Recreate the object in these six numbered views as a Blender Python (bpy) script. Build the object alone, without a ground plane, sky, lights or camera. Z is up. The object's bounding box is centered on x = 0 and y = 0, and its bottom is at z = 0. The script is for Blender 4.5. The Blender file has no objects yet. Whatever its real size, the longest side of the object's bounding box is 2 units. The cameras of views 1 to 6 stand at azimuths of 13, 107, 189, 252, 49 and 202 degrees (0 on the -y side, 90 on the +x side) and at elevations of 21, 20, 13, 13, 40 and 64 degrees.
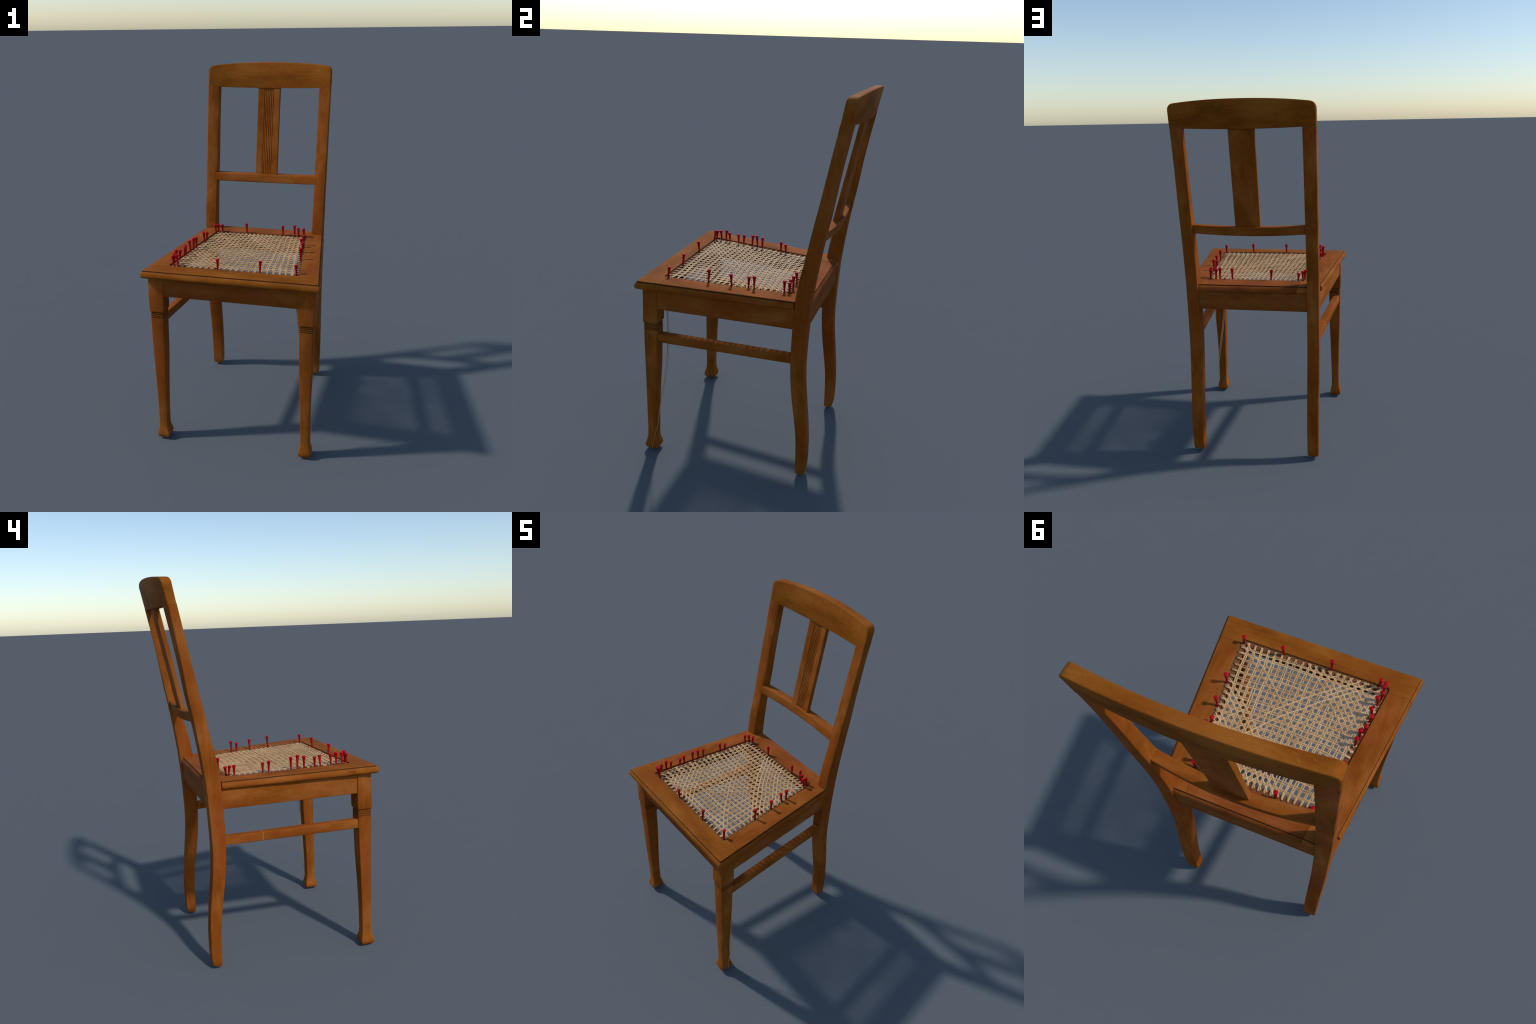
import bpy, bmesh, math, random
from mathutils import Vector, Matrix
import numpy as np

random.seed(7)
RNG = np.random.RandomState(11)
YAW = -0.010                      # the chair stands very slightly turned
SHIFT = 0.0027


def local(p):
    """World position -> the chair's own (symmetric) frame."""
    x, y, z = p
    x -= SHIFT
    c, s = math.cos(-YAW), math.sin(-YAW)
    return (c * x - s * y, s * x + c * y, z)


# ------------------------------------------------------------------ materials
def new_mat(name):
    m = bpy.data.materials.new(name)
    m.use_nodes = True
    nt = m.node_tree
    nt.nodes.clear()
    out = nt.nodes.new("ShaderNodeOutputMaterial")
    bsdf = nt.nodes.new("ShaderNodeBsdfPrincipled")
    nt.links.new(bsdf.outputs[0], out.inputs[0])
    return m, nt, bsdf


def node(nt, kind, **inputs):
    n = nt.nodes.new(kind)
    for k, v in inputs.items():
        n.inputs[k.replace("_", " ")].default_value = v
    return n


def ramp(nt, stops):
    r = nt.nodes.new("ShaderNodeValToRGB")
    e = r.color_ramp.elements
    while len(e) < len(stops):
        e.new(0.5)
    for el, (pos, col) in zip(e, stops):
        el.position = pos
        el.color = (*col, 1.0) if len(col) == 3 else col
    return r


def mix(nt, a, b, fac, kind="MIX"):
    m = nt.nodes.new("ShaderNodeMix")
    m.data_type = "RGBA"
    m.blend_type = kind
    for sock, val in ((m.inputs[0], fac), (m.inputs[6], a), (m.inputs[7], b)):
        if hasattr(val, "links"):
            nt.links.new(val, sock)
        else:
            sock.default_value = val if isinstance(val, float) else (*val, 1.0)
    return m.outputs[2]


def scaled(c, k):
    return tuple(v * k for v in c)


def wood(name, axis, dark, mid, light, seed=0.0, figure=0.0, blotch=0.5, wear=0.0, scar=None):
    """Varnished beech: long streaks along one axis, cloudy stain, pores, optional cathedral figure."""
    m, nt, bsdf = new_mat(name)
    L = nt.links
    tc = nt.nodes.new("ShaderNodeTexCoord")

    def mapped(along, across, off):
        mp = nt.nodes.new("ShaderNodeMapping")
        sc = [across] * 3
        sc[axis] = along
        mp.inputs["Scale"].default_value = sc
        mp.inputs["Location"].default_value = (off, off * 1.7, off * 0.6)
        L.new(tc.outputs["Object"], mp.inputs["Vector"])
        return mp.outputs[0]

    cloud = node(nt, "ShaderNodeTexNoise", Scale=1.0, Detail=5.0, Roughness=0.6)
    L.new(mapped(4.5, 9.0, seed), cloud.inputs["Vector"])
    streak = node(nt, "ShaderNodeTexNoise", Scale=1.0, Detail=5.0, Roughness=0.6)
    L.new(mapped(3.0, 75.0, seed + 3.1), streak.inputs["Vector"])
    pores = node(nt, "ShaderNodeTexNoise", Scale=1.0, Detail=2.0, Roughness=0.5)
    L.new(mapped(60.0, 420.0, seed + 5.7), pores.inputs["Vector"])

    base = ramp(nt, [(0.35, dark), (0.49, mid), (0.63, light)])
    add = node(nt, "ShaderNodeMath")
    add.operation = "MULTIPLY_ADD"
    add.inputs[1].default_value = 0.76
    L.new(cloud.outputs["Fac"], add.inputs[0])
    add2 = node(nt, "ShaderNodeMath")
    add2.operation = "MULTIPLY"
    add2.inputs[1].default_value = 0.24
    L.new(streak.outputs["Fac"], add2.inputs[0])
    L.new(add2.outputs[0], add.inputs[2])
    L.new(add.outputs[0], base.inputs["Fac"])
    col = base.outputs["Color"]

    # patches of redder stain
    tint = node(nt, "ShaderNodeTexNoise", Scale=1.0, Detail=2.0, Roughness=0.5)
    L.new(mapped(2.0, 6.5, seed + 9.3), tint.inputs["Vector"])
    tr = ramp(nt, [(0.45, (0, 0, 0)), (0.68, (blotch, blotch, blotch))])
    L.new(tint.outputs["Fac"], tr.inputs["Fac"])
    col = mix(nt, col, (mid[0] * 0.95, mid[1] * 0.72, mid[2] * 0.85), tr.outputs["Color"])

    if figure > 0:                       # flat-sawn cathedral arches
        wv = node(nt, "ShaderNodeTexWave", Scale=1.0, Distortion=9.0, Detail=2.0, Detail_Scale=1.1)
        wv.wave_type = "RINGS"
        L.new(mapped(1.6, 13.0, seed + 1.3), wv.inputs["Vector"])
        wr = ramp(nt, [(0.0, (figure, figure, figure)), (0.35, (0, 0, 0))])
        L.new(wv.outputs["Fac"], wr.inputs["Fac"])
        col = mix(nt, col, scaled(dark, 0.9), wr.outputs["Color"])

    # fine pores, darker flecks along the grain
    pr = ramp(nt, [(0.30, (0.30, 0.30, 0.30)), (0.42, (0, 0, 0))])
    L.new(pores.outputs["Fac"], pr.inputs["Fac"])
    col = mix(nt, col, scaled(dark, 0.7), pr.outputs["Color"])

    # scattered knocks and stains
    vor = node(nt, "ShaderNodeTexNoise", Scale=1.0, Detail=1.0, Roughness=0.4)
    L.new(mapped(16.0, 46.0, seed + 12.9), vor.inputs["Vector"])
    vr = ramp(nt, [(0.70, (0, 0, 0)), (0.80, (0.35, 0.35, 0.35))])
    L.new(vor.outputs["Fac"], vr.inputs["Fac"])
    col = mix(nt, col, (dark[0] * 0.45, dark[1] * 0.40, dark[2] * 0.5), vr.outputs["Color"])

    if wear > 0:                         # pale rubbed scratches
        sc = node(nt, "ShaderNodeTexNoise", Scale=1.0, Detail=3.0, Roughness=0.7)
        L.new(mapped(45.0, 90.0, seed + 21.0), sc.inputs["Vector"])
        sr = ramp(nt, [(0.64, (0, 0, 0)), (0.74, (wear, wear, wear))])
        L.new(sc.outputs["Fac"], sr.inputs["Fac"])
        col = mix(nt, col, (light[0] * 1.25, light[1] * 1.5, light[2] * 2.2), sr.outputs["Color"])

    if scar is not None:                 # one pale wrap mark across the piece at a given place
        sep = nt.nodes.new("ShaderNodeSeparateXYZ")
        wob = node(nt, "ShaderNodeTexNoise", Scale=55.0, Detail=1.0)
        L.new(tc.outputs["Object"], wob.inputs["Vector"])
        L.new(tc.outputs["Object"], sep.inputs[0])
        w2 = node(nt, "ShaderNodeMath")
        w2.operation = "MULTIPLY_ADD"
        w2.inputs[1].default_value = 0.009
        L.new(wob.outputs["Fac"], w2.inputs[0])
        L.new(sep.outputs[axis], w2.inputs[2])
        cmp_ = node(nt, "ShaderNodeMath")
        cmp_.operation = "COMPARE"
        cmp_.inputs[1].default_value = scar
        cmp_.inputs[2].default_value = 0.0016
        L.new(w2.outputs[0], cmp_.inputs[0])
        fac = node(nt, "ShaderNodeMath")
        fac.operation = "MULTIPLY"
        fac.inputs[1].default_value = 0.55
        L.new(cmp_.outputs[0], fac.inputs[0])
        col = mix(nt, col, (0.45, 0.26, 0.13), fac.outputs[0])

    L.new(col, bsdf.inputs["Base Color"])
    rr = node(nt, "ShaderNodeMapRange")
    rr.inputs["To Min"].default_value = 0.62
    rr.inputs["To Max"].default_value = 0.78
    L.new(streak.outputs["Fac"], rr.inputs["Value"])
    L.new(rr.outputs[0], bsdf.inputs["Roughness"])
    bsdf.inputs["Specular IOR Level"].default_value = 0.06
    bp = node(nt, "ShaderNodeBump", Strength=0.10, Distance=0.002)
    L.new(streak.outputs["Fac"], bp.inputs["Height"])
    L.new(bp.outputs[0], bsdf.inputs["Normal"])
    return m


X, Y, Z = 0, 1, 2
HON = ((0.172, 0.044, 0.0030), (0.250, 0.0705, 0.0078), (0.318, 0.1035, 0.0200))     # honey
OCH = ((0.172, 0.048, 0.0030), (0.246, 0.0740, 0.0066), (0.303, 0.1040, 0.0145))     # more ochre
RED = ((0.155, 0.037, 0.0050), (0.226, 0.0570, 0.0100), (0.285, 0.0820, 0.0180))     # redder beech
BRN = ((0.144, 0.039, 0.0038), (0.200, 0.0580, 0.0080), (0.258, 0.0840, 0.0165))     # browner

M_LEG = wood("leg_wood", Z, *HON, seed=1.0, blotch=0.7)
M_POST = wood("post_wood", Z, *HON, seed=4.4, blotch=0.8)
M_CREST = wood("crest_wood", X, *OCH, seed=2.2, wear=0.75)
M_CROSS = wood("crossbar_wood", X, *HON, seed=7.9)
M_SPLAT = wood("splat_wood", Z, *HON, seed=6.1, figure=0.10)
M_FRONT = wood("front_rail_wood", X, *OCH, seed=3.3, figure=0.12)
M_SIDE = wood("side_rail_wood", Y, *HON, seed=8.8, figure=0.28)
M_BACK = wood("back_rail_wood", X, *RED, seed=5.5)
M_APRON_X = wood("apron_wood", X, *BRN, seed=9.7, blotch=0.6)
M_APRON_Y = wood("side_apron_wood", Y, *HON, seed=10.4, blotch=0.6)
M_STR = wood("stretcher_wood", Y, *HON, seed=11.8, scar=0.085)
M_STR_PLAIN = wood("plain_stretcher_wood", Y, *HON, seed=15.2)


def plain(name, col, rough=0.6, spec=0.3):
    m, nt, bsdf = new_mat(name)
    n = node(nt, "ShaderNodeTexNoise", Scale=120.0, Detail=3.0)
    tc = nt.nodes.new("ShaderNodeTexCoord")
    nt.links.new(tc.outputs["Object"], n.inputs["Vector"])
    r = ramp(nt, [(0.3, scaled(col, 0.7)), (0.7, scaled(col, 1.25))])
    nt.links.new(n.outputs["Fac"], r.inputs["Fac"])
    nt.links.new(r.outputs["Color"], bsdf.inputs["Base Color"])
    bsdf.inputs["Roughness"].default_value = rough
    bsdf.inputs["Specular IOR Level"].default_value = spec
    return m


M_GROOVE = plain("dark_groove", (0.075, 0.027, 0.007), 0.8, 0.1)
M_QUIRK = plain("dark_quirk", (0.085, 0.030, 0.005), 0.8, 0.1)
M_RING = plain("dark_ring", (0.135, 0.043, 0.006), 0.8, 0.1)
M_LEDGE = plain("bare_ledge", (0.17, 0.068, 0.026), 0.8, 0.15)
M_HOLE = plain("drilled_hole", (0.020, 0.012, 0.007), 0.9, 0.1)
M_GLIDE = plain("glide_metal", (0.10, 0.09, 0.08), 0.5, 0.4)


def cane_material(name="rattan_cane", k=1.0):
    m, nt, bsdf = new_mat(name)
    L = nt.links
    tc = nt.nodes.new("ShaderNodeTexCoord")
    oi = nt.nodes.new("ShaderNodeObjectInfo")
    n = node(nt, "ShaderNodeTexNoise", Scale=9.0, Detail=4.0)
    L.new(tc.outputs["Object"], n.inputs["Vector"])
    n2 = node(nt, "ShaderNodeTexNoise", Scale=160.0, Detail=2.0)
    L.new(tc.outputs["Object"], n2.inputs["Vector"])
    a = node(nt, "ShaderNodeMath")
    a.operation = "MULTIPLY_ADD"
    a.inputs[1].default_value = 0.45
    L.new(oi.outputs["Random"], a.inputs[0])
    b = node(nt, "ShaderNodeMath")
    b.operation = "MULTIPLY"
    b.inputs[1].default_value = 0.65
    L.new(n.outputs["Fac"], b.inputs[0])
    L.new(b.outputs[0], a.inputs[2])
    r = ramp(nt, [(0.24, scaled((0.38, 0.195, 0.075), k)), (0.48, scaled((0.54, 0.320, 0.138), k)), (0.80, scaled((0.66, 0.425, 0.205), k))])
    L.new(a.outputs[0], r.inputs["Fac"])
    fr = ramp(nt, [(0.34, (0.45, 0.45, 0.45)), (0.50, (0, 0, 0))])
    L.new(n2.outputs["Fac"], fr.inputs["Fac"])
    col = mix(nt, r.outputs["Color"], (0.33, 0.18, 0.08), fr.outputs["Color"])
    L.new(col, bsdf.inputs["Base Color"])
    bsdf.inputs["Roughness"].default_value = 0.5
    bsdf.inputs["Specular IOR Level"].default_value = 0.3
    return m


def tee_material():
    m, nt, bsdf = new_mat("red_lacquer")
    L = nt.links
    tc = nt.nodes.new("ShaderNodeTexCoord")
    oi = nt.nodes.new("ShaderNodeObjectInfo")
    mp = nt.nodes.new("ShaderNodeMapping")
    mp.inputs["Scale"].default_value = (260, 260, 120)
    av = nt.nodes.new("ShaderNodeVectorMath")
    av.operation = "MULTIPLY_ADD"
    L.new(tc.outputs["Object"], av.inputs[0])
    av.inputs[1].default_value = (1, 1, 1)
    cr = nt.nodes.new("ShaderNodeCombineXYZ")
    for k in range(3):
        L.new(oi.outputs["Random"], cr.inputs[k])
    L.new(cr.outputs[0], av.inputs[2])
    L.new(av.outputs[0], mp.inputs["Vector"])
    n = node(nt, "ShaderNodeTexNoise", Scale=1.0, Detail=2.0)
    L.new(mp.outputs[0], n.inputs["Vector"])
    chip = ramp(nt, [(0.66, (0, 0, 0)), (0.72, (0.7, 0.7, 0.7))])
    L.new(n.outputs["Fac"], chip.inputs["Fac"])
    col = mix(nt, (0.30, 0.002, 0.005), (0.42, 0.20, 0.15), chip.outputs["Color"])
    # chips only on the stem, not on the head (the head lies above z = 0.052 in the tee's own frame)
    sep = nt.nodes.new("ShaderNodeSeparateXYZ")
    L.new(tc.outputs["Object"], sep.inputs[0])
    lt = node(nt, "ShaderNodeMath")
    lt.operation = "LESS_THAN"
    lt.inputs[1].default_value = 0.86
    L.new(sep.outputs[2], lt.inputs[0])
    col = mix(nt, (0.36, 0.002, 0.007), col, lt.outputs[0])
    L.new(col, bsdf.inputs["Base Color"])
    bsdf.inputs["Roughness"].default_value = 0.5
    bsdf.inputs["Specular IOR Level"].default_value = 0.10
    return m


M_CANE = cane_material("rattan_cane", 0.90)
M_PALE = cane_material("fresh_cane", 0.95)
M_TEE = tee_material()

# ------------------------------------------------------------------ helpers
root = bpy.data.objects.new("cane_chair", None)
root.rotation_euler = (0, 0, YAW)
root.location = (SHIFT, 0, 0)
root["label"] = "old varnished beech side chair with half woven cane seat held by red pegs"
root["category"] = "dining chair"
bpy.context.collection.objects.link(root)


def finish(name, me, mats, parent=None, angle=32.0):
    for mt in mats if isinstance(mats, (list, tuple)) else [mats]:
        me.materials.append(mt)
    for p in me.polygons:
        p.use_smooth = True
    if angle < 180:
        me.set_sharp_from_angle(angle=math.radians(angle))
    ob = bpy.data.objects.new(name, me)
    bpy.context.collection.objects.link(ob)
    ob.parent = parent or root
    return ob


def loft(sections, close=True, caps=True):
    """sections: list of equal-length point loops -> mesh."""
    me = bpy.data.meshes.new("loft")
    n = len(sections[0])
    verts = [p for s in sections for p in s]
    faces = []
    for i in range(len(sections) - 1):
        for k in range(n if close else n - 1):
            a, b = i * n + k, i * n + (k + 1) % n
            faces.append((a, b, b + n, a + n))
    if caps:
        faces.append(tuple(range(n))[::-1])
        faces.append(tuple(range((len(sections) - 1) * n, len(sections) * n)))
    me.from_pydata(verts, [], faces)
    bm = bmesh.new()
    bm.from_mesh(me)
    bmesh.ops.recalc_face_normals(bm, faces=bm.faces)
    bm.to_mesh(me)
    bm.free()
    return me


def rounded(x0, x1, y0, y1, r, seg=3, low=None):
    """Rounded rectangle loop in 2D, counter-clockwise; `low` is another radius for the y0 side."""
    r = min(r, 0.49 * (x1 - x0), 0.49 * (y1 - y0))
    top, q = r, r if low is None else low
    pts = []
    for cx, cy, a0 in ((x1 - r, y1 - r, 0), (x0 + r, y1 - r, 90), (x0 + q, y0 + q, 180), (x1 - q, y0 + q, 270)):
        r = top if a0 < 180 else q
        for k in range(seg + 1):
            a = math.radians(a0 + 90 * k / seg)
            pts.append((cx + r * math.cos(a), cy + r * math.sin(a)))
    return pts


def smooth_table(rows, z):
    """Monotone cubic (Hermite) interpolation of a table with z in its first column."""
    rows = np.array(sorted(rows), float)
    zs = rows[:, 0]
    out = []
    for c in range(1, rows.shape[1]):
        v = rows[:, c]
        d = np.diff(v) / np.diff(zs)
        m = np.zeros(len(v))
        m[1:-1] = np.where(d[:-1] * d[1:] > 0, 2 * d[:-1] * d[1:] / np.where(np.abs(d[:-1] + d[1:]) < 1e-9, 1e-9, d[:-1] + d[1:]), 0)
        m[0], m[-1] = d[0], d[-1]
        i = int(np.clip(np.searchsorted(zs, z) - 1, 0, len(zs) - 2))
        h = zs[i + 1] - zs[i]
        t = min(max((z - zs[i]) / h, 0), 1)
        out.append((2 * t**3 - 3 * t**2 + 1) * v[i] + (t**3 - 2 * t**2 + t) * h * m[i] + (-2 * t**3 + 3 * t**2) * v[i + 1] + (t**3 - t**2) * h * m[i + 1])
    return out


def tilt(y):
    """Seat plane: slightly higher at the front."""
    return 1.0330 - 0.0225 * (y + 0.52)


# ------------------------------------------------------------------ front legs
# z, outer x, inner x, front y, rear y   (right leg; the left one is its mirror)
LEG = [
    (0.006, 0.420, 0.388, -0.512, -0.472), (0.009, 0.4275, 0.381, -0.519, -0.464), (0.016, 0.4325, 0.3755, -0.524, -0.4585),
    (0.028, 0.4350, 0.3730, -0.5262, -0.4560), (0.036, 0.4345, 0.3735, -0.5255, -0.4565), (0.043, 0.4335, 0.3745, -0.5245, -0.4575), (0.056, 0.430, 0.378, -0.5205, -0.461),
    (0.072, 0.4265, 0.3815, -0.516, -0.4645), (0.090, 0.425, 0.3825, -0.514, -0.4655), (0.115, 0.4245, 0.382, -0.513, -0.465),
    (0.200, 0.4235, 0.380, -0.5125, -0.463), (0.370, 0.425, 0.3745, -0.511, -0.4555), (0.560, 0.430, 0.368, -0.507, -0.4435),
    (0.680, 0.431, 0.3665, -0.506, -0.4385), (0.7560, 0.431, 0.365, -0.505, -0.4345),
]
for zc in (0.7620, 0.7725, 0.7830):                     # three reeded rings
    LEG += [(zc - 0.0042, 0.4286, 0.3672, -0.5028, -0.4368), (zc, 0.4312, 0.3648, -0.5054, -0.4342), (zc + 0.0036, 0.4312, 0.3648, -0.5054, -0.4342)]
LEG += [
    (0.7890, 0.4285, 0.3672, -0.5028, -0.4368), (0.7925, 0.4290, 0.366, -0.504, -0.4362), (0.7960, 0.4332, 0.3602, -0.5082, -0.4322),
    (0.8020, 0.4347, 0.3590, -0.5080, -0.4300), (0.870, 0.4355, 0.358, -0.504, -0.428), (0.950, 0.4348, 0.3565, -0.502, -0.4265),
    (1.006, 0.4340, 0.356, -0.501, -0.426),
]


def front_leg(side):
    zs = sorted({r[0] for r in LEG} | set(np.linspace(0.12, 0.74, 24)) | set(np.linspace(0.82, 1.0, 5)))
    secs = []
    for z in zs:
        xo, xi, yf, yr = smooth_table(LEG, z)
        r = 0.0048
        g = 0.0026 + 0.0012 * max(0.0, 1 - z / 0.10)            # a touch fuller at the foot
        loop = rounded(xi - g, xo + g, yf - g, yr + g, r)
        secs.append([(side * x, y, z) for x, y in loop])
    me = loft(secs)
    for p in me.polygons:                                  # darker brown in the turned quirks
        z = p.center.z
        if any(-0.0062 < z - zc < -0.0016 for zc in (0.7620, 0.7725, 0.7830)) or 0.7868 < z < 0.7928:
            p.material_index = 1
    return finish("leg", me, [M_LEG, M_RING], angle=40)


for s in (1, -1):
    leg = front_leg(s)
    gl = bmesh.new()
    bmesh.ops.create_cone(gl, cap_ends=True, segments=20, radius1=0.011, radius2=0.013, depth=0.012,
                          matrix=Matrix.Translation((s * 0.404, -0.492, 0.006)))
    me = bpy.data.meshes.new("glide")
    gl.to_mesh(me)
    gl.free()
    finish("glide", me, M_GLIDE, parent=leg)

# ------------------------------------------------------------------ rear legs / back posts
# z, front y, rear y
POST = [
    (0.014, 0.3265, 0.3630), (0.024, 0.3255, 0.3700), (0.050, 0.3250, 0.3745), (0.100, 0.3245, 0.3770), (0.190, 0.3225, 0.3765),
    (0.270, 0.3170, 0.3725), (0.360, 0.3055, 0.3650), (0.460, 0.2910, 0.3545), (0.560, 0.2800, 0.3450), (0.660, 0.2745, 0.3410),
    (0.740, 0.2740, 0.3425), (0.860, 0.2765, 0.3475), (0.950, 0.2795, 0.3525), (1.030, 0.2850, 0.3590), (1.120, 0.2980, 0.3690),
    (1.190, 0.3130, 0.3780), (1.250, 0.3260, 0.3865), (1.350, 0.3450, 0.4020), (1.430, 0.3615, 0.4160), (1.600, 0.3960, 0.4400),
    (1.750, 0.4255, 0.4640), (1.868, 0.4485, 0.4860),
]
# z, outer x, inner x
POST_X = [(0.0, 0.3620, 0.3060), (0.20, 0.3640, 0.3050), (0.9, 0.3665, 0.3060), (1.05, 0.3665, 0.3070), (1.5, 0.3675, 0.3070), (1.868, 0.3690, 0.3065)]
POST_TOP = 1.8632


def back_post(side):
    secs = []
    zs = sorted({r[0] for r in POST if r[0] < POST_TOP} | set(np.linspace(0.06, POST_TOP + 0.004, 48)))
    for z in zs:
        yf, yr = smooth_table(POST, z)
        xo, xi = smooth_table(POST_X, z)
        c = 0.002 if z < 0.02 else -0.0029
        # near the top both faces swing round to follow the bow of the crest rail
        tw = 0.0115 * min(1.0, max(0.0, (z - 1.10) / 0.70)) ** 1.2
        secs.append([(side * x, y + tw * (xo - x) / (xo - xi), z) for x, y in rounded(xi + c, xo - c, yf + c * .3 - 0.0025 * min(1.0, max(0.0, (z - 1.2) / 0.6)), yr - c, 0.0045)])
    return finish("leg_post", loft(secs), M_POST, angle=40)


for s in (1, -1):
    post = back_post(s)
    gl = bmesh.new()
    bmesh.ops.create_cone(gl, cap_ends=True, segments=20, radius1=0.010, radius2=0.012, depth=0.016,
                          matrix=Matrix.Translation((s * 0.334, 0.345, 0.008)))
    me = bpy.data.meshes.new("glide")
    gl.to_mesh(me)
    gl.free()
    finish("glide", me, M_GLIDE, parent=post)

# ------------------------------------------------------------------ crest rail, crossbar, splat
BOW = 0.0325
HALF = 0.3719


def bow(x, half=HALF):
    return BOW * (1 - (x / half) ** 2)


def rake(z):
    return 0.4485 + 0.190 * (z - 1.866)


def crest():
    secs = []
    zb = POST_TOP
    xs = list(np.linspace(-HALF, HALF, 61))
    xs = sorted(set(xs) | {s * (HALF - d) for s in (1, -1) for d in (0.001, 0.003, 0.006, 0.010, 0.015, 0.020, 0.026)})
    rc = 0.030
    for x in xs:
        ax = abs(x)
        zt = 2.000 - 0.0205 * (ax / HALF) ** 2.2
        if ax > HALF - rc:
            t = (ax - (HALF - rc)) / rc
            zt -= rc * (1 - math.sqrt(max(0.0, 1 - min(t, 1) ** 2)))
        edge = max(0.0, 1 - (HALF - ax) / 0.004)          # soften the end arris
        e = 0.0035 * edge
        mid = 1 - (ax / HALF) ** 2
        th = 0.0415 - 0.0060 * mid
        lowz = zb - 0.0095 * mid                           # the bow leans with the back, so its middle sits lower
        loop = rounded(e - 0.0020 - 0.0015 * (1 - mid), th - e, lowz, zt, 0.0045, low=0.0012)
        secs.append([(x, rake(z) - 0.002 * (z - zb) / 0.134 + d * (1 + 0.10 * (z - zb) / 0.134) + bow(x), z) for d, z in loop])
    return finish("crest_rail", loft(secs), M_CREST, angle=40)


def crossbar():
    secs = []
    for x in np.linspace(-0.309, 0.309, 41):
        mid = 1 - (x / 0.309) ** 2
        b = 0.0255 * mid
        loop = rounded(0.0, 0.0495, 1.3075, 1.3565, 0.005)
        secs.append([(x, 0.3475 + 0.20 * (z - 1.3575) + d + b, z - 0.0075 * mid) for d, z in loop])
    return finish("crossbar", loft(secs), M_CROSS, angle=40)


def splat():
    hw, th = 0.067, 0.0235
    prof = [(-hw, th), (-hw, 0.002), (-hw + 0.002, 0.0)]
    edges = np.linspace(-0.0275, 0.0285, 6)
    prof += [(edges[0] - 0.0012, 0.0)]
    for a, b in zip(edges[:-1], edges[1:]):               # five beads between six quirks
        prof += [(a, 0.0036)]
        for k in range(0, 7):
            t = k / 6
            prof.append((a + 0.0008 + (b - a - 0.0016) * t, 0.0030 - 0.0020 * math.sin(math.pi * t)))
    prof += [(edges[-1], 0.0036), (edges[-1] + 0.0012, 0.0), (hw - 0.002, 0.0), (hw, 0.002), (hw, th)]
    secs = []
    for z in np.linspace(1.342, 1.872, 14):
        y0 = 0.3820 + (0.4835 - 0.3820) * (z - 1.350) / (1.864 - 1.350)
        secs.append([(x, y0 + d - 0.004 * (x / hw) ** 2 + 0.0005, z) for x, d in prof])
    me = loft(secs)
    for p in me.polygons:                                  # dark brown lines in the quirks
        c = p.center
        if len(p.vertices) == 4 and abs(c.x) < 0.031:
            y0 = 0.3820 + (0.4835 - 0.3820) * (c.z - 1.350) / (1.864 - 1.350)
            if 0.0031 < c.y - y0 + 0.004 * (c.x / hw) ** 2 - 0.0005 < 0.010:
                p.material_index = 1
    return finish("splat", me, [M_SPLAT, M_QUIRK], angle=30)


crest()
crossbar()
splat()

# ------------------------------------------------------------------ seat frame
OUT_F, OUT_B = 0.4705, 0.3715
YF, YB = -0.5365, 0.3540
RAB = [(-0.347, -0.4270), (0.349, -0.4270), (0.283, 0.2320), (-0.277, 0.2320)]


def inset(poly, d, radii, seg=4):
    """Inset a counter-clockwise polygon by d and round its corners."""
    n = len(poly)
    lines = []
    for i in range(n):
        a, b = Vector(poly[i]), Vector(poly[(i + 1) % n])
        t = (b - a).normalized()
        nrm = Vector((-t.y, t.x))
        lines.append((a + nrm * d, t))
    corners = []
    for i in range(n):
        (p, t), (q, s) = lines[i - 1], lines[i]
        k = ((q - p).x * s.y - (q - p).y * s.x) / (t.x * s.y - t.y * s.x)
        corners.append(p + t * k)
    out = []
    for i in range(n):
        c, a, b = corners[i], corners[i - 1], corners[(i + 1) % n]
        u, v = (a - c).normalized(), (b - c).normalized()
        ang = u.angle(v)
        r = max(0.0008, radii[i])
        dist = r / math.tan(ang / 2)
        cen = c + (u + v).normalized() * (r / math.sin(ang / 2))
        p0, p1 = c + u * dist - cen, c + v * dist - cen
        a0 = math.atan2(p0.y, p0.x)
        da = (math.atan2(p1.y, p1.x) - a0 + math.pi) % (2 * math.pi) - math.pi
        for k in range(seg + 1):
            th = a0 + da * k / seg
            out.append((cen.x + r * math.cos(th), cen.y + r * math.sin(th)))
    return out


OUTER = [(-OUT_F, YF), (OUT_F, YF), (OUT_B, YB), (-OUT_B, YB)]
TH = 0.0430
outer_prof = [(0.0165, -TH), (0.0095, -0.0420), (0.0045, -0.0395), (0.0012, -0.0350), (0.0, -0.0295), (0.0008, -0.0235),
              (0.0034, -0.0160), (0.0070, -0.0105), (0.0102, -0.0074), (0.0120, -0.0062), (0.0128, -0.0066), (0.0134, -0.0018), (0.0148, -0.0003), (0.0166, 0.0)]
inner_prof = [(-0.0012, 0.0), (0.0, -0.0010), (0.0004, -0.0076), (0.0262, -0.0080), (0.0280, -0.0098), (0.0282, -0.0420), (0.0260, -TH)]


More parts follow.
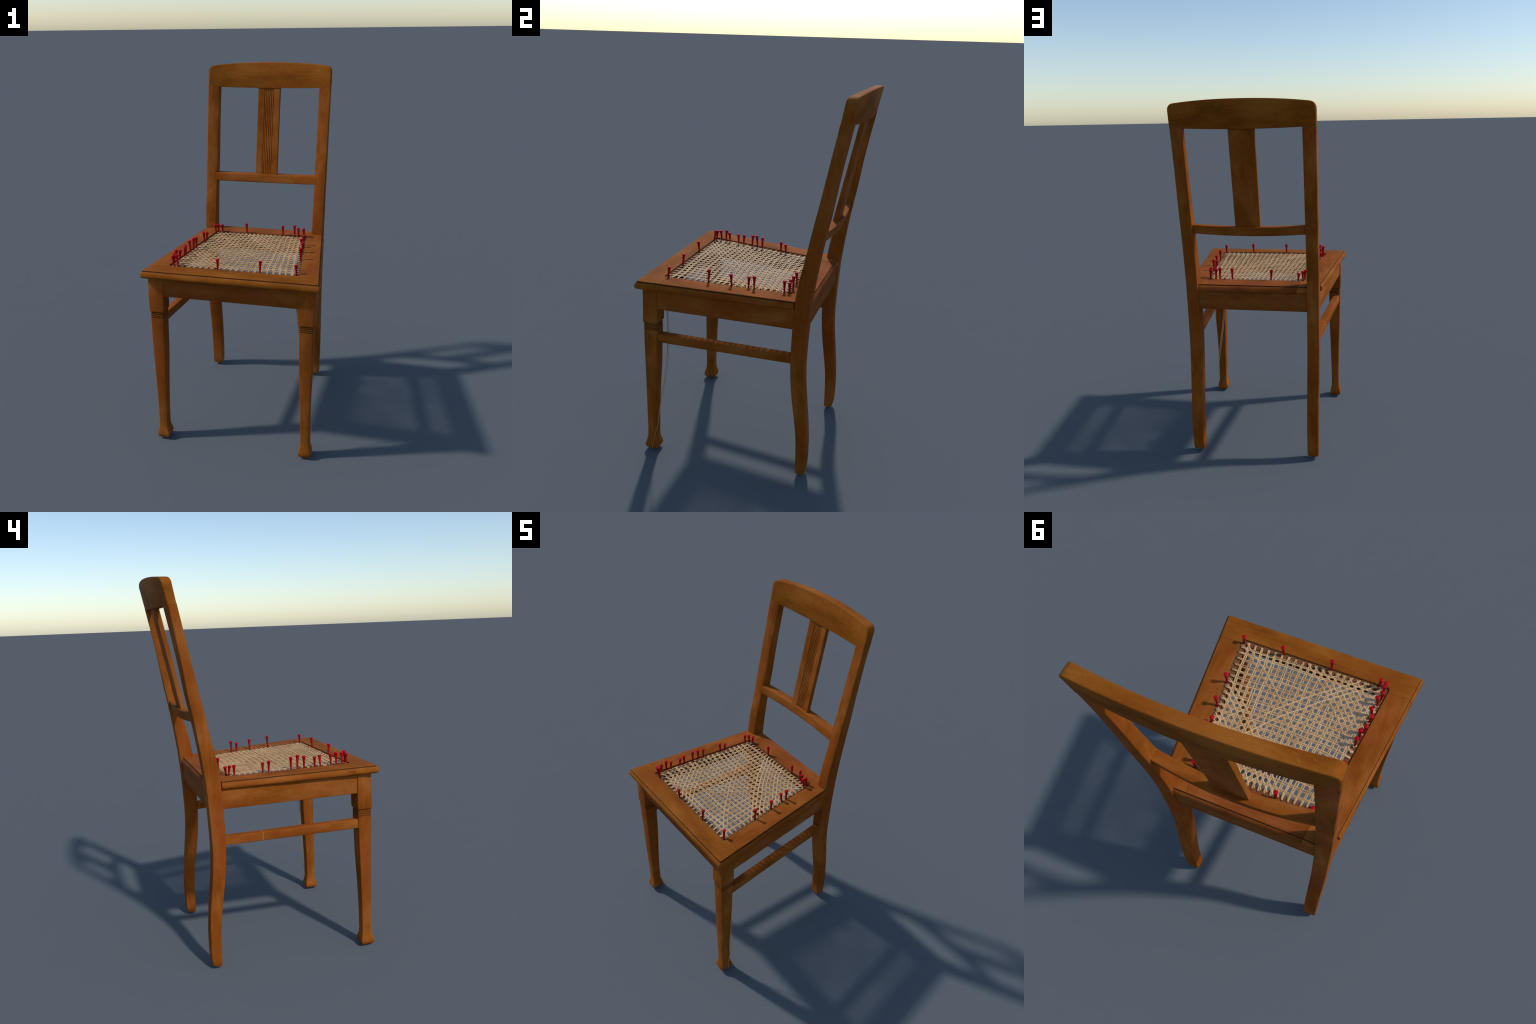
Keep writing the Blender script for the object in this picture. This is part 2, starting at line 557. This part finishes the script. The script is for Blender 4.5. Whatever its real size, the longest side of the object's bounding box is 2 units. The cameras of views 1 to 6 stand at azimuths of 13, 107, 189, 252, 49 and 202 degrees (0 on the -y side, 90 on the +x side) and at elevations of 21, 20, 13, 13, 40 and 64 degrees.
def frame_mesh():
    secs = []
    for d, z in outer_prof:
        r = max(0.003, 0.013 - d * 0.75)
        secs.append([(x, y, z + tilt(y)) for x, y in inset(OUTER, d, [r, r, 0.004, 0.004])])
    for d, z in inner_prof:
        r = max(0.004, 0.012 - 0.3 * d)
        secs.append([(x, y, z + tilt(y)) for x, y in inset(RAB, d, [r] * 4)])
    secs.append(secs[0])
    me = loft(secs[:-1], caps=False)
    bm = bmesh.new()
    bm.from_mesh(me)
    bm.verts.ensure_lookup_table()
    n = len(secs[0])
    k = len(secs) - 2
    for i in range(n):
        bm.faces.new([bm.verts[k * n + i], bm.verts[k * n + (i + 1) % n], bm.verts[(i + 1) % n], bm.verts[i]])
    bmesh.ops.recalc_face_normals(bm, faces=bm.faces)
    bm.faces.ensure_lookup_table()
    for f in bm.faces:
        f.material_index = 0
    for j in (8, 9, 10):                                   # quirk under the top board
        for i in range(n):
            bm.faces[j * n + i].material_index = 1
    j = len(outer_prof) + 1
    for i in range(n):
        bm.faces[j * n + i].material_index = 2          # wall of the rebate
        bm.faces[(j + 1) * n + i].material_index = 2    # ledge
        bm.faces[(j + 3) * n + i].material_index = 2
    return bm


def cut(bm, co, no):
    """Keep the half the normal points away from; cap the cut."""
    g = bm.verts[:] + bm.edges[:] + bm.faces[:]
    r = bmesh.ops.bisect_plane(bm, geom=g, dist=1e-6, plane_co=co, plane_no=no, clear_outer=True)
    edges = [e for e in bm.edges if e.is_boundary]
    if edges:
        res = bmesh.ops.holes_fill(bm, edges=edges, sides=0)
        for f in res["faces"]:
            f.material_index = 0


GAP = 0.0005
Y_SEAM = -0.4020
# the joints at the back run from the corner of the opening towards the rear edge
def rear_seam(side):
    p = Vector((side * 0.262, 0.232, 0))
    d = Vector((side * 0.248, 0.345, 0)) - p
    nrm = Vector((-d.y, d.x, 0)).normalized()
    if nrm.x * side < 0:
        nrm = -nrm
    return p, nrm                                       # normal points outwards


def hole_ring():
    """Centres of the drilled holes, in order: lists per side."""
    return {"front": FRONT_H, "rear": REAR_H, "left": LEFT_H, "right": RIGHT_H}


NU, NV = 20, 20
IN = 0.0068
fx = np.linspace(-0.309, 0.309, NU)
bx = np.linspace(-0.242, 0.246, NU) + 0.002
FRONT_H = [(x + RNG.normal(0, 0.0009), RAB[0][1] + IN) for x in fx]
REAR_H = [(x + RNG.normal(0, 0.0009), RAB[2][1] - IN) for x in bx]
vy = np.linspace(-0.386, 0.192, NV)


def side_x(y, side):
    a, b = (RAB[1], RAB[2]) if side > 0 else (RAB[0], RAB[3])
    t = (y - a[1]) / (b[1] - a[1])
    return a[0] + (b[0] - a[0]) * t - side * IN


LEFT_H = [(side_x(y, -1), y + RNG.normal(0, 0.0009)) for y in vy]
RIGHT_H = [(side_x(y, 1), y + RNG.normal(0, 0.0009)) for y in vy]
CORNER_H = [(-0.333, -0.4135), (0.335, -0.4135), (0.270, 0.2190), (-0.264, 0.2190)]


def drill(ob, holes, box=None, skin=None, wedge=None):
    """Boolean away the cane holes and, if given, a notch around a post."""
    bm = bmesh.new()
    for x, y in holes:
        bmesh.ops.create_cone(bm, cap_ends=True, segments=14, radius1=0.0046, radius2=0.0046, depth=0.12,
                              matrix=Matrix.Translation((x, y, tilt(y) - 0.02 - 0.0)))
    if box:
        (x0, y0, z0), (x1, y1, z1) = box
        bmesh.ops.create_cube(bm, size=1.0, matrix=Matrix.Translation(((x0 + x1) / 2, (y0 + y1) / 2, (z0 + z1) / 2)) @ Matrix.Diagonal((x1 - x0, y1 - y0, z1 - z0, 1)))
    if wedge:
        lo = [bm.verts.new((x, y, 0.8)) for x, y in wedge]
        hi = [bm.verts.new((x, y, 1.2)) for x, y in wedge]
        fs = [bm.faces.new(lo[::-1]), bm.faces.new(hi)]
        for k in range(len(wedge)):
            q = (k + 1) % len(wedge)
            fs.append(bm.faces.new((lo[k], lo[q], hi[q], hi[k])))
        bmesh.ops.recalc_face_normals(bm, faces=fs)
    me = bpy.data.meshes.new("cutter")
    bm.to_mesh(me)
    bm.free()
    me.materials.append(skin or M_HOLE)
    cob = bpy.data.objects.new("cutter", me)
    bpy.context.collection.objects.link(cob)
    mod = ob.modifiers.new("drill", "BOOLEAN")
    mod.operation = "DIFFERENCE"
    mod.solver = "EXACT"
    mod.object = cob
    if hasattr(mod, "material_mode"):
        mod.material_mode = "TRANSFER"
    bpy.context.view_layer.update()
    dg = bpy.context.evaluated_depsgraph_get()
    new = bpy.data.meshes.new_from_object(ob.evaluated_get(dg), depsgraph=dg)
    ob.modifiers.clear()
    old = ob.data
    ob.data = new
    bpy.data.meshes.remove(old)
    bpy.data.objects.remove(cob)
    bpy.data.meshes.remove(me)
    for p in new.polygons:
        p.use_smooth = True
    new.set_sharp_from_angle(angle=math.radians(32))


def rail(name, planes, mat, holes, box=None, wedge=None):
    bm = frame_mesh()
    for co, no in planes:
        cut(bm, co, no)
    me = bpy.data.meshes.new(name)
    bm.to_mesh(me)
    bm.free()
    ob = finish(name, me, [mat, M_GROOVE, M_LEDGE])
    # the boolean works on the mesh in the root's frame: unparent while cutting
    ob.parent = None
    drill(ob, holes)
    if box:
        drill(ob, [], box, mat)
        drill(ob, [], None, mat, wedge)
    ob.parent = root
    return ob


front_rail = rail("seat_rail", [((0, Y_SEAM - GAP, 0), (0, 1, 0))], M_FRONT, FRONT_H + CORNER_H[:2])
for sd, hl in ((1, RIGHT_H), (-1, LEFT_H)):
    p, nrm = rear_seam(sd)
    x0, x1 = sorted((sd * 0.318, sd * 0.60))
    rail("seat_rail", [((0, Y_SEAM + GAP, 0), (0, -1, 0)), ((sd * 0.1, 0, 0), (-sd, 0, 0))], M_SIDE, hl + ([CORNER_H[2]] if sd > 0 else [CORNER_H[3]]),
         box=((x0, 0.2795, 0.8), (x1, 0.60, 1.2)),
         wedge=[(0.0, 0.190), (sd * (0.2672 + GAP), 0.190), (sd * (0.248 + GAP), 0.345), (sd * (0.240 + GAP), 0.410), (0.0, 0.410)])
pr, nr = rear_seam(1)
pl, nl = rear_seam(-1)
rail("seat_rail", [((0, 0.195, 0), (0, -1, 0)), (pr - nr * GAP, nr), (pl - nl * GAP, nl)], M_BACK, REAR_H)

# ------------------------------------------------------------------ aprons and stretchers
def beam(name, p0, p1, mat, r=0.003, axis="y"):
    """Board between two end cross-sections; each is (x0,x1,z0,z1,y) or (y0,y1,z0,z1,x)."""
    secs = []
    for t in np.linspace(0, 1, 9):
        a = [u + (v - u) * t for u, v in zip(p0, p1)]
        loop = rounded(a[0], a[1], a[2], a[3], r)
        secs.append([(u, a[4], w) if axis == "y" else (a[4], u, w) for u, w in loop])
    return finish(name, loft(secs), mat, angle=40)


front_bot, rear_bot = 0.8835, 0.8705
top_at = lambda y: tilt(y) - TH + 0.010
beam("apron", (-0.5010, -0.4660, front_bot, top_at(-0.48), -0.362), (-0.5010, -0.4660, front_bot, top_at(-0.48), 0.362), M_APRON_X, axis="x")
beam("apron", (0.3100, 0.3450, rear_bot, top_at(0.33), -0.312), (0.3100, 0.3450, rear_bot, top_at(0.33), 0.312), M_APRON_X, axis="x")
for s in (1, -1):
    a = sorted((s * 0.4325, s * 0.3970))
    b = sorted((s * 0.3650, s * 0.3290))
    lean = -s * 0.0025                                  # the whole seat leans a trifle to its right
    beam("apron", (*a, 0.8830 + lean, top_at(-0.43), -0.434), (*b, 0.8690 + lean, top_at(0.28), 0.300), M_APRON_Y)
    a = sorted((s * 0.4300, s * 0.3900))
    b = sorted((s * 0.3645, s * 0.3240))
    beam("stretcher", (*a, 0.6915 + lean, 0.7400 + lean, -0.446), (*b, 0.6770 + lean, 0.7225 + lean, 0.290), M_STR if s < 0 else M_STR_PLAIN, r=0.004)

# ------------------------------------------------------------------ cane webbing
CZ = -0.0030                                             # cane height below the top plane


def grid_pt(i, j):
    """World-ish position of grid coordinate (warp i, weft j): warps fan out towards the front."""
    # pulled out of square: wefts sag towards the front in the middle, warps crowd to one side
    edge = max(0.0, min(1.0, (j + 1.0) / 2.5, (NV - j) / 2.5))
    ii, jj = i, j
    i = ii - edge * float(np.interp(ii, [0, 3, 10, 14, 19], [-0.10, -0.06, 0.05, 0.23, 0.18]))
    j = jj - edge * float(np.interp(ii, [-1, 0, 2.5, 6, 11, 14, 17, 20], [0.0, 0.08, 0.30, 0.42, 0.42, 0.30, 0.04, -0.05])) * (0.5 + 0.7 * math.sin(math.pi * (jj + 1) / 21))
    t = (j + 1.14) / (NV - 1 + 2.28)
    y = vy[0] + (vy[-1] - vy[0]) * j / (NV - 1)
    xf = fx[0] + (fx[-1] - fx[0]) * i / (NU - 1)
    xb = bx[0] + (bx[-1] - bx[0]) * i / (NU - 1)
    x = xf + (xb - xf) * t
    # a hand-woven web is never straight
    x += 0.0016 * math.sin(0.9 * j + 0.55 * i + 0.4) + 0.0010 * math.sin(0.37 * j - 1.3 * i)
    y += 0.0014 * math.sin(0.8 * i - 0.45 * j + 1.1) + 0.0010 * math.sin(0.41 * i + 1.7 * j)
    return x, y


def surface_z(x, y):
    sag = 0.0015 * max(0, 1 - (x / 0.30) ** 2) * max(0, 1 - ((y + 0.10) / 0.33) ** 2)
    return tilt(y) + CZ - sag


SEC = [(-1.0, -0.25), (-0.82, 0.35), (-0.40, 0.75), (0.40, 0.75), (0.82, 0.35), (1.0, -0.25), (0.6, -0.75), (-0.6, -0.75)]


def ribbon(path, w, th):
    """Flat cane strip along a list of 3D points."""
    secs = []
    P = [Vector(p) for p in path]
    run = P[-1] - P[0]
    prev = Vector((run.x, run.y, 0)).normalized().cross(Vector((0, 0, 1)))
    for k, p in enumerate(P):
        t = (P[min(k + 1, len(P) - 1)] - P[max(k - 1, 0)]).normalized()
        side = t.cross(Vector((0, 0, 1)))
        if side.length < 0.35 or side.dot(prev) < 0.3:
            side = prev.copy()
        side.normalize()
        prev = side.copy()
        up = side.cross(t).normalized()
        secs.append([tuple(p + side * (u * w / 2) + up * (v * th)) for u, v in SEC])
    return loft(secs)


def strand(path, w=None, mat=None):
    w = w or 0.0063 * RNG.uniform(0.88, 1.12)
    return finish("cane_strand", ribbon(path, w, 0.0012), mat or M_CANE, parent=WEB, angle=181)


# under the rails the cane runs from hole to hole: this is the webbing's own mesh
loops = bmesh.new()
for side in hole_ring().values():
    for a, b in zip(side[:-1:2], side[1::2]):
        pts = []
        for k in range(7):
            t = k / 6
            x, y = a[0] + (b[0] - a[0]) * t, a[1] + (b[1] - a[1]) * t
            pts.append((x, y, tilt(y) - TH - 0.0035 + (0.006 if k in (0, 6) else 0.0)))
        tmp = ribbon(pts, 0.0052, 0.0012)
        loops.from_mesh(tmp)
        bpy.data.meshes.remove(tmp)
me = bpy.data.meshes.new("cane_webbing")
loops.to_mesh(me)
loops.free()
WEB = finish("cane_webbing", me, M_CANE, angle=181)

DELTA = 0.150                                            # half the spacing of a pair, in grid units
AMP = 0.0011


def weave(i, j, kind, which):
    """Height offset of a strand at grid position (i, j)."""
    if kind == "warp":
        return (-AMP if which < 0 else AMP) * (0.75 + 0.25 * math.cos(2 * math.pi * j))
    if kind == "weft":
        # over the low warp strand, under the high one
        d = i - round(i)
        return 1.15 * AMP * -math.sin(2 * math.pi * d / (4 * DELTA)) if abs(d) < 2 * DELTA else 0.0
    return 0.0


for i in range(NU):
    for which in (-1, 1):
        path = []
        slack, ph, dl = RNG.normal(0, 0.0007), RNG.uniform(0, 6.28), DELTA * RNG.uniform(0.88, 1.14)
        a, b = FRONT_H[i], REAR_H[i]
        path.append((a[0] + which * 0.0012, a[1], tilt(a[1]) - 0.020))
        path.append((a[0] + which * 0.0014, a[1] + 0.0005, tilt(a[1]) - 0.0085))
        path.append((a[0] + which * 0.0016, a[1] + 0.0035, tilt(a[1]) - 0.0052))
        for j in np.arange(-0.8, NV - 0.19, 0.20):
            endness = min(j + 1.0, NV - j)                # pairs close up towards the hole
            sp = dl * min(1.0, 0.36 + 0.30 * endness)
            x, y = grid_pt(i + which * sp, j)
            x += (slack + 0.0008 * math.sin(0.75 * j + ph)) * min(1.0, 0.4 * endness)
            path.append((x, y, surface_z(x, y) + weave(i, j, "warp", which)))
        path.append((b[0] + which * 0.0016, b[1] - 0.0035, tilt(b[1]) - 0.0052))
        path.append((b[0] + which * 0.0014, b[1] - 0.0005, tilt(b[1]) - 0.0085))
        path.append((b[0] + which * 0.0012, b[1], tilt(b[1]) - 0.020))
        strand(path)

for j in range(NV):
    for which in (-1, 1):
        path = []
        slack, ph, dl = RNG.normal(0, 0.0007), RNG.uniform(0, 6.28), DELTA * RNG.uniform(0.88, 1.14)
        a, b = LEFT_H[j], RIGHT_H[j]
        path.append((a[0], a[1] + which * 0.0012, tilt(a[1]) - 0.020))
        path.append((a[0] + 0.0005, a[1] + which * 0.0014, tilt(a[1]) - 0.0085))
        path.append((a[0] + 0.0035, a[1] + which * 0.0016, tilt(a[1]) - 0.0050))
        lo = hi = None
        for i in np.arange(-0.7, NU - 0.29, 0.10):
            x, y = grid_pt(i, j)
            if x < a[0] + 0.009 or x > b[0] - 0.009:
                continue
            endness = min((x - a[0]) / 0.03, (b[0] - x) / 0.03)
            sp = dl * min(1.0, 0.36 + 0.30 * endness)
            x, y = grid_pt(i, j + which * sp)
            y += (slack + 0.0008 * math.sin(0.8 * i + ph)) * min(1.0, 0.5 * endness)
            path.append((x, y, surface_z(x, y) + weave(i, j, "weft", which) * (1 if which < 0 else -1)))
        path.append((b[0] - 0.0035, b[1] + which * 0.0016, tilt(b[1]) - 0.0050))
        path.append((b[0] - 0.0005, b[1] + which * 0.0014, tilt(b[1]) - 0.0085))
        path.append((b[0], b[1] + which * 0.0012, tilt(b[1]) - 0.020))
        strand(path)

# diagonals: the weaving is only half done, so each direction is laid in some places only
ALL_H = FRONT_H + REAR_H + LEFT_H + RIGHT_H + CORNER_H


def inside(x, y, m):
    return (RAB[0][1] + IN + m < y < RAB[2][1] - IN - m) and side_x(y, -1) + m < x < side_x(y, 1) - m


def diagonal(kind, c, lift, only=None):
    pts = []
    for u in np.arange(-24, 44, 0.125):
        if kind == 1:
            i, j = u, c - u
        else:
            i, j = u, u - c
        if not (-1.4 < i < NU + 0.4 and -1.6 < j < NV + 0.6):
            continue
        if only and not only(i + j):
            continue
        x, y = grid_pt(i, j)
        if inside(x, y, 0.007):
            ripple = 0.0007 * math.sin(2 * math.pi * (i + 0.25 * kind))
            pts.append((x, y, surface_z(x, y) + lift + ripple))
    if len(pts) < 20:
        return
    ends = []
    for p in (pts[0], pts[-1]):
        if inside(p[0], p[1], 0.025):                      # tucked under the grid, not yet pulled to a hole
            ends.append([(p[0], p[1], p[2] - 0.004), (p[0], p[1], p[2] - 0.002)])
            continue
        h = min(ALL_H, key=lambda q: (q[0] - p[0]) ** 2 + (q[1] - p[1]) ** 2)
        ends.append([(h[0], h[1], tilt(h[1]) - 0.020), (h[0], h[1], tilt(h[1]) - 0.0070)])
    trim = lambda q, h: (q[0] - h[0]) ** 2 + (q[1] - h[1]) ** 2 > 0.011 ** 2
    body = [p for p in pts if trim(p, ends[0][1]) and trim(p, ends[1][1])]
    strand(ends[0] + body + ends[1][::-1], w=0.0062 * RNG.uniform(0.95, 1.10), mat=M_PALE)


for c in [1.5, 2.5, 3.5, 4.5, 5.5, 6.5, 7.5, 8.5, 9.5, 18.5, 19.5] + [25.5 + k for k in range(11)]:
    diagonal(1, c, 0.0011)
for c in (-5.5, -4.5, -2.5, -1.5, 0.5, 1.5, 3.5, 4.5):
    diagonal(2, c, 0.0014)

# the corner areas that are already finished carry the second direction throughout
for c in [k + 0.5 for k in range(-9, 9)]:
    if c not in (-5.5, -4.5, -2.5, -1.5, 0.5, 1.5, 3.5, 4.5):
        diagonal(2, c, 0.0013, lambda t: t < 10.2)
        diagonal(2, c, 0.0013, lambda t: t > 25.0)

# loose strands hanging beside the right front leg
HANG = [(0.431, -0.4545, 0.165), (0.415, -0.449, 0.25), (0.400, -0.441, 0.34), (0.383, -0.428, 0.44), (0.369, -0.421, 0.53),
        (0.357, -0.418, 0.62), (0.347, -0.419, 0.70), (0.337, -0.424, 0.80), (0.331, -0.427, 0.88), (0.326, -0.428, 0.96), (0.323, -0.421, 1.012)]
HANG = [local(p) for p in HANG]


M_DRY = cane_material("dry_cane", 0.95)


def hanging(points, off, w):
    pts = []
    P = [Vector(p) for p in points]
    for k in range(len(P) - 1):
        p0, p1, p2, p3 = P[max(k - 1, 0)], P[k], P[k + 1], P[min(k + 2, len(P) - 1)]
        for s in range(5):
            t = s / 5
            q = 0.5 * ((2 * p1) + (p2 - p0) * t + (2 * p0 - 5 * p1 + 4 * p2 - p3) * t * t + (3 * p1 - p0 - 3 * p2 + p3) * t ** 3)
            f = max(0.0, (0.75 - q.z) / 0.6)
            pts.append(q + Vector(off) * f)
    pts.append(P[-1])
    me = ribbon_round(pts, w)
    return finish("hanging_cane", me, M_DRY, angle=181)


def ribbon_round(path, w):
    secs = []
    for k, p in enumerate(path):
        t = (path[min(k + 1, len(path) - 1)] - path[max(k - 1, 0)]).normalized()
        u = t.cross(Vector((0, 1, 0))).normalized()
        v = t.cross(u).normalized()
        taper = min(1.0, 0.4 + 0.15 * k)
        secs.append([tuple(p + u * (w * taper * math.cos(a)) + v * (0.55 * w * taper * math.sin(a))) for a in np.linspace(0, 2 * math.pi, 9)[:-1]])
    return loft(secs)


TAIL = [(0.4272, -0.4625, 0.150), (0.4268, -0.4740, 0.105), (0.4285, -0.4820, 0.070), (0.4392, -0.4875, 0.036), (0.4390, -0.4900, 0.018), (0.4345, -0.4910, 0.008)]
hanging([local(p) for p in TAIL[::-1]] + HANG, (0, 0, 0), 0.0019)
hanging([(p[0] + 0.004, p[1] + 0.004, p[2]) for p in HANG[1:]], (0.004, 0.002, 0), 0.0021)
hanging([(p[0] - 0.002, p[1] + 0.007, p[2]) for p in HANG[2:]], (-0.003, 0.002, 0), 0.0019)

# ------------------------------------------------------------------ red pegs (turned like tees)
# head position, foot position
TEES = [
    ((-0.329, -0.408, 1.080), (-0.321, -0.412)), ((-0.305, -0.410, 1.089), (-0.298, -0.419)), ((-0.325, -0.385, 1.086), (-0.333, -0.382)),
    ((-0.330, -0.349, 1.091), (-0.328, -0.353)), ((-0.315, -0.325, 1.083), (-0.323, -0.324)), ((-0.308, -0.265, 1.081), (-0.319, -0.266)),
    ((-0.321, -0.232, 1.077), (-0.316, -0.234)), ((-0.315, -0.174, 1.085), (-0.310, -0.177)), ((-0.300, -0.145, 1.091), (-0.305, -0.141)),
    ((-0.298, -0.108, 1.083), (-0.297, -0.109)), ((-0.290, 0.010, 1.074), (-0.286, 0.011)), ((-0.278, 0.040, 1.066), (-0.284, 0.042)),
    ((-0.272, 0.192, 1.067), (-0.269, 0.191)), ((-0.260, 0.212, 1.064), (-0.262, 0.219)), ((-0.239, 0.230, 1.056), (-0.237, 0.226)),
    ((-0.085, 0.228, 1.072), (-0.082, 0.226)), ((0.142, 0.222, 1.073), (0.141, 0.226)), ((0.212, 0.226, 1.079), (0.214, 0.226)),
    ((0.236, 0.218, 1.068), (0.240, 0.216)), ((0.271, 0.196, 1.072), (0.276, 0.198)), ((0.268, 0.221, 1.065), (0.270, 0.222)),
    ((0.296, 0.046, 1.083), (0.295, 0.045)), ((0.285, 0.014, 1.071), (0.293, 0.014)), ((0.308, -0.074, 1.081), (0.304, -0.073)),
    ((0.313, -0.190, 1.090), (0.315, -0.195)), ((0.324, -0.408, 1.078), (0.328, -0.414)), ((0.142, -0.412, 1.087), (0.141, -0.419)),
    ((-0.080, -0.425, 1.086), (-0.081, -0.421)),
]


def tee_mesh():
    """Unit-length turned peg: z = 0 foot in the hole, z = 1 top of the head."""
    H = 0.092
    prof = [(0.0, 0.0), (0.0022, 0.004), (0.0031, 0.02), (0.0037, 0.34), (0.0046, 0.60), (0.0054, 0.74), (0.0060, 0.82), (0.0069, 0.875),
            (0.0080, 0.915), (0.0084, 0.935), (0.0083, 0.955), (0.0076, 0.975), (0.0055, 0.990), (0.0028, 0.997), (0.0, 1.0)]
    me = bpy.data.meshes.new("peg")
    bm = bmesh.new()
    n = 20
    rings = []
    for r, z in prof:
        if r == 0:
            rings.append([bm.verts.new((0, 0, z))])
        else:
            rings.append([bm.verts.new((r * math.cos(2 * math.pi * k / n), r * math.sin(2 * math.pi * k / n), z)) for k in range(n)])
    for a, b in zip(rings[:-1], rings[1:]):
        for k in range(n):
            q = (k + 1) % n
            if len(a) == 1:
                bm.faces.new((a[0], b[q], b[k]))
            elif len(b) == 1:
                bm.faces.new((a[k], a[q], b[0]))
            else:
                bm.faces.new((a[k], a[q], b[q], b[k]))
    bmesh.ops.recalc_face_normals(bm, faces=bm.faces)
    bm.to_mesh(me)
    bm.free()
    return me


tee = tee_mesh()
tee.materials.append(M_TEE)
for p in tee.polygons:
    p.use_smooth = True
for head, foot in TEES:
    h = Vector(local(head))
    fz = tilt(foot[1]) - 0.003
    f = Vector(local((foot[0], foot[1], fz)))
    axis = (h - f).normalized()
    tip = f - axis * 0.022
    top = h + axis * 0.0035
    ob = bpy.data.objects.new("red_peg", tee)
    bpy.context.collection.objects.link(ob)
    ob.parent = root
    q = Vector((0, 0, 1)).rotation_difference(axis)
    spin = random.uniform(0, 6.28)
    ob.matrix_local = Matrix.Translation(tip) @ q.to_matrix().to_4x4() @ Matrix.Rotation(spin, 4, "Z") @ Matrix.Diagonal((1.20, 1.20, (top - tip).length, 1))
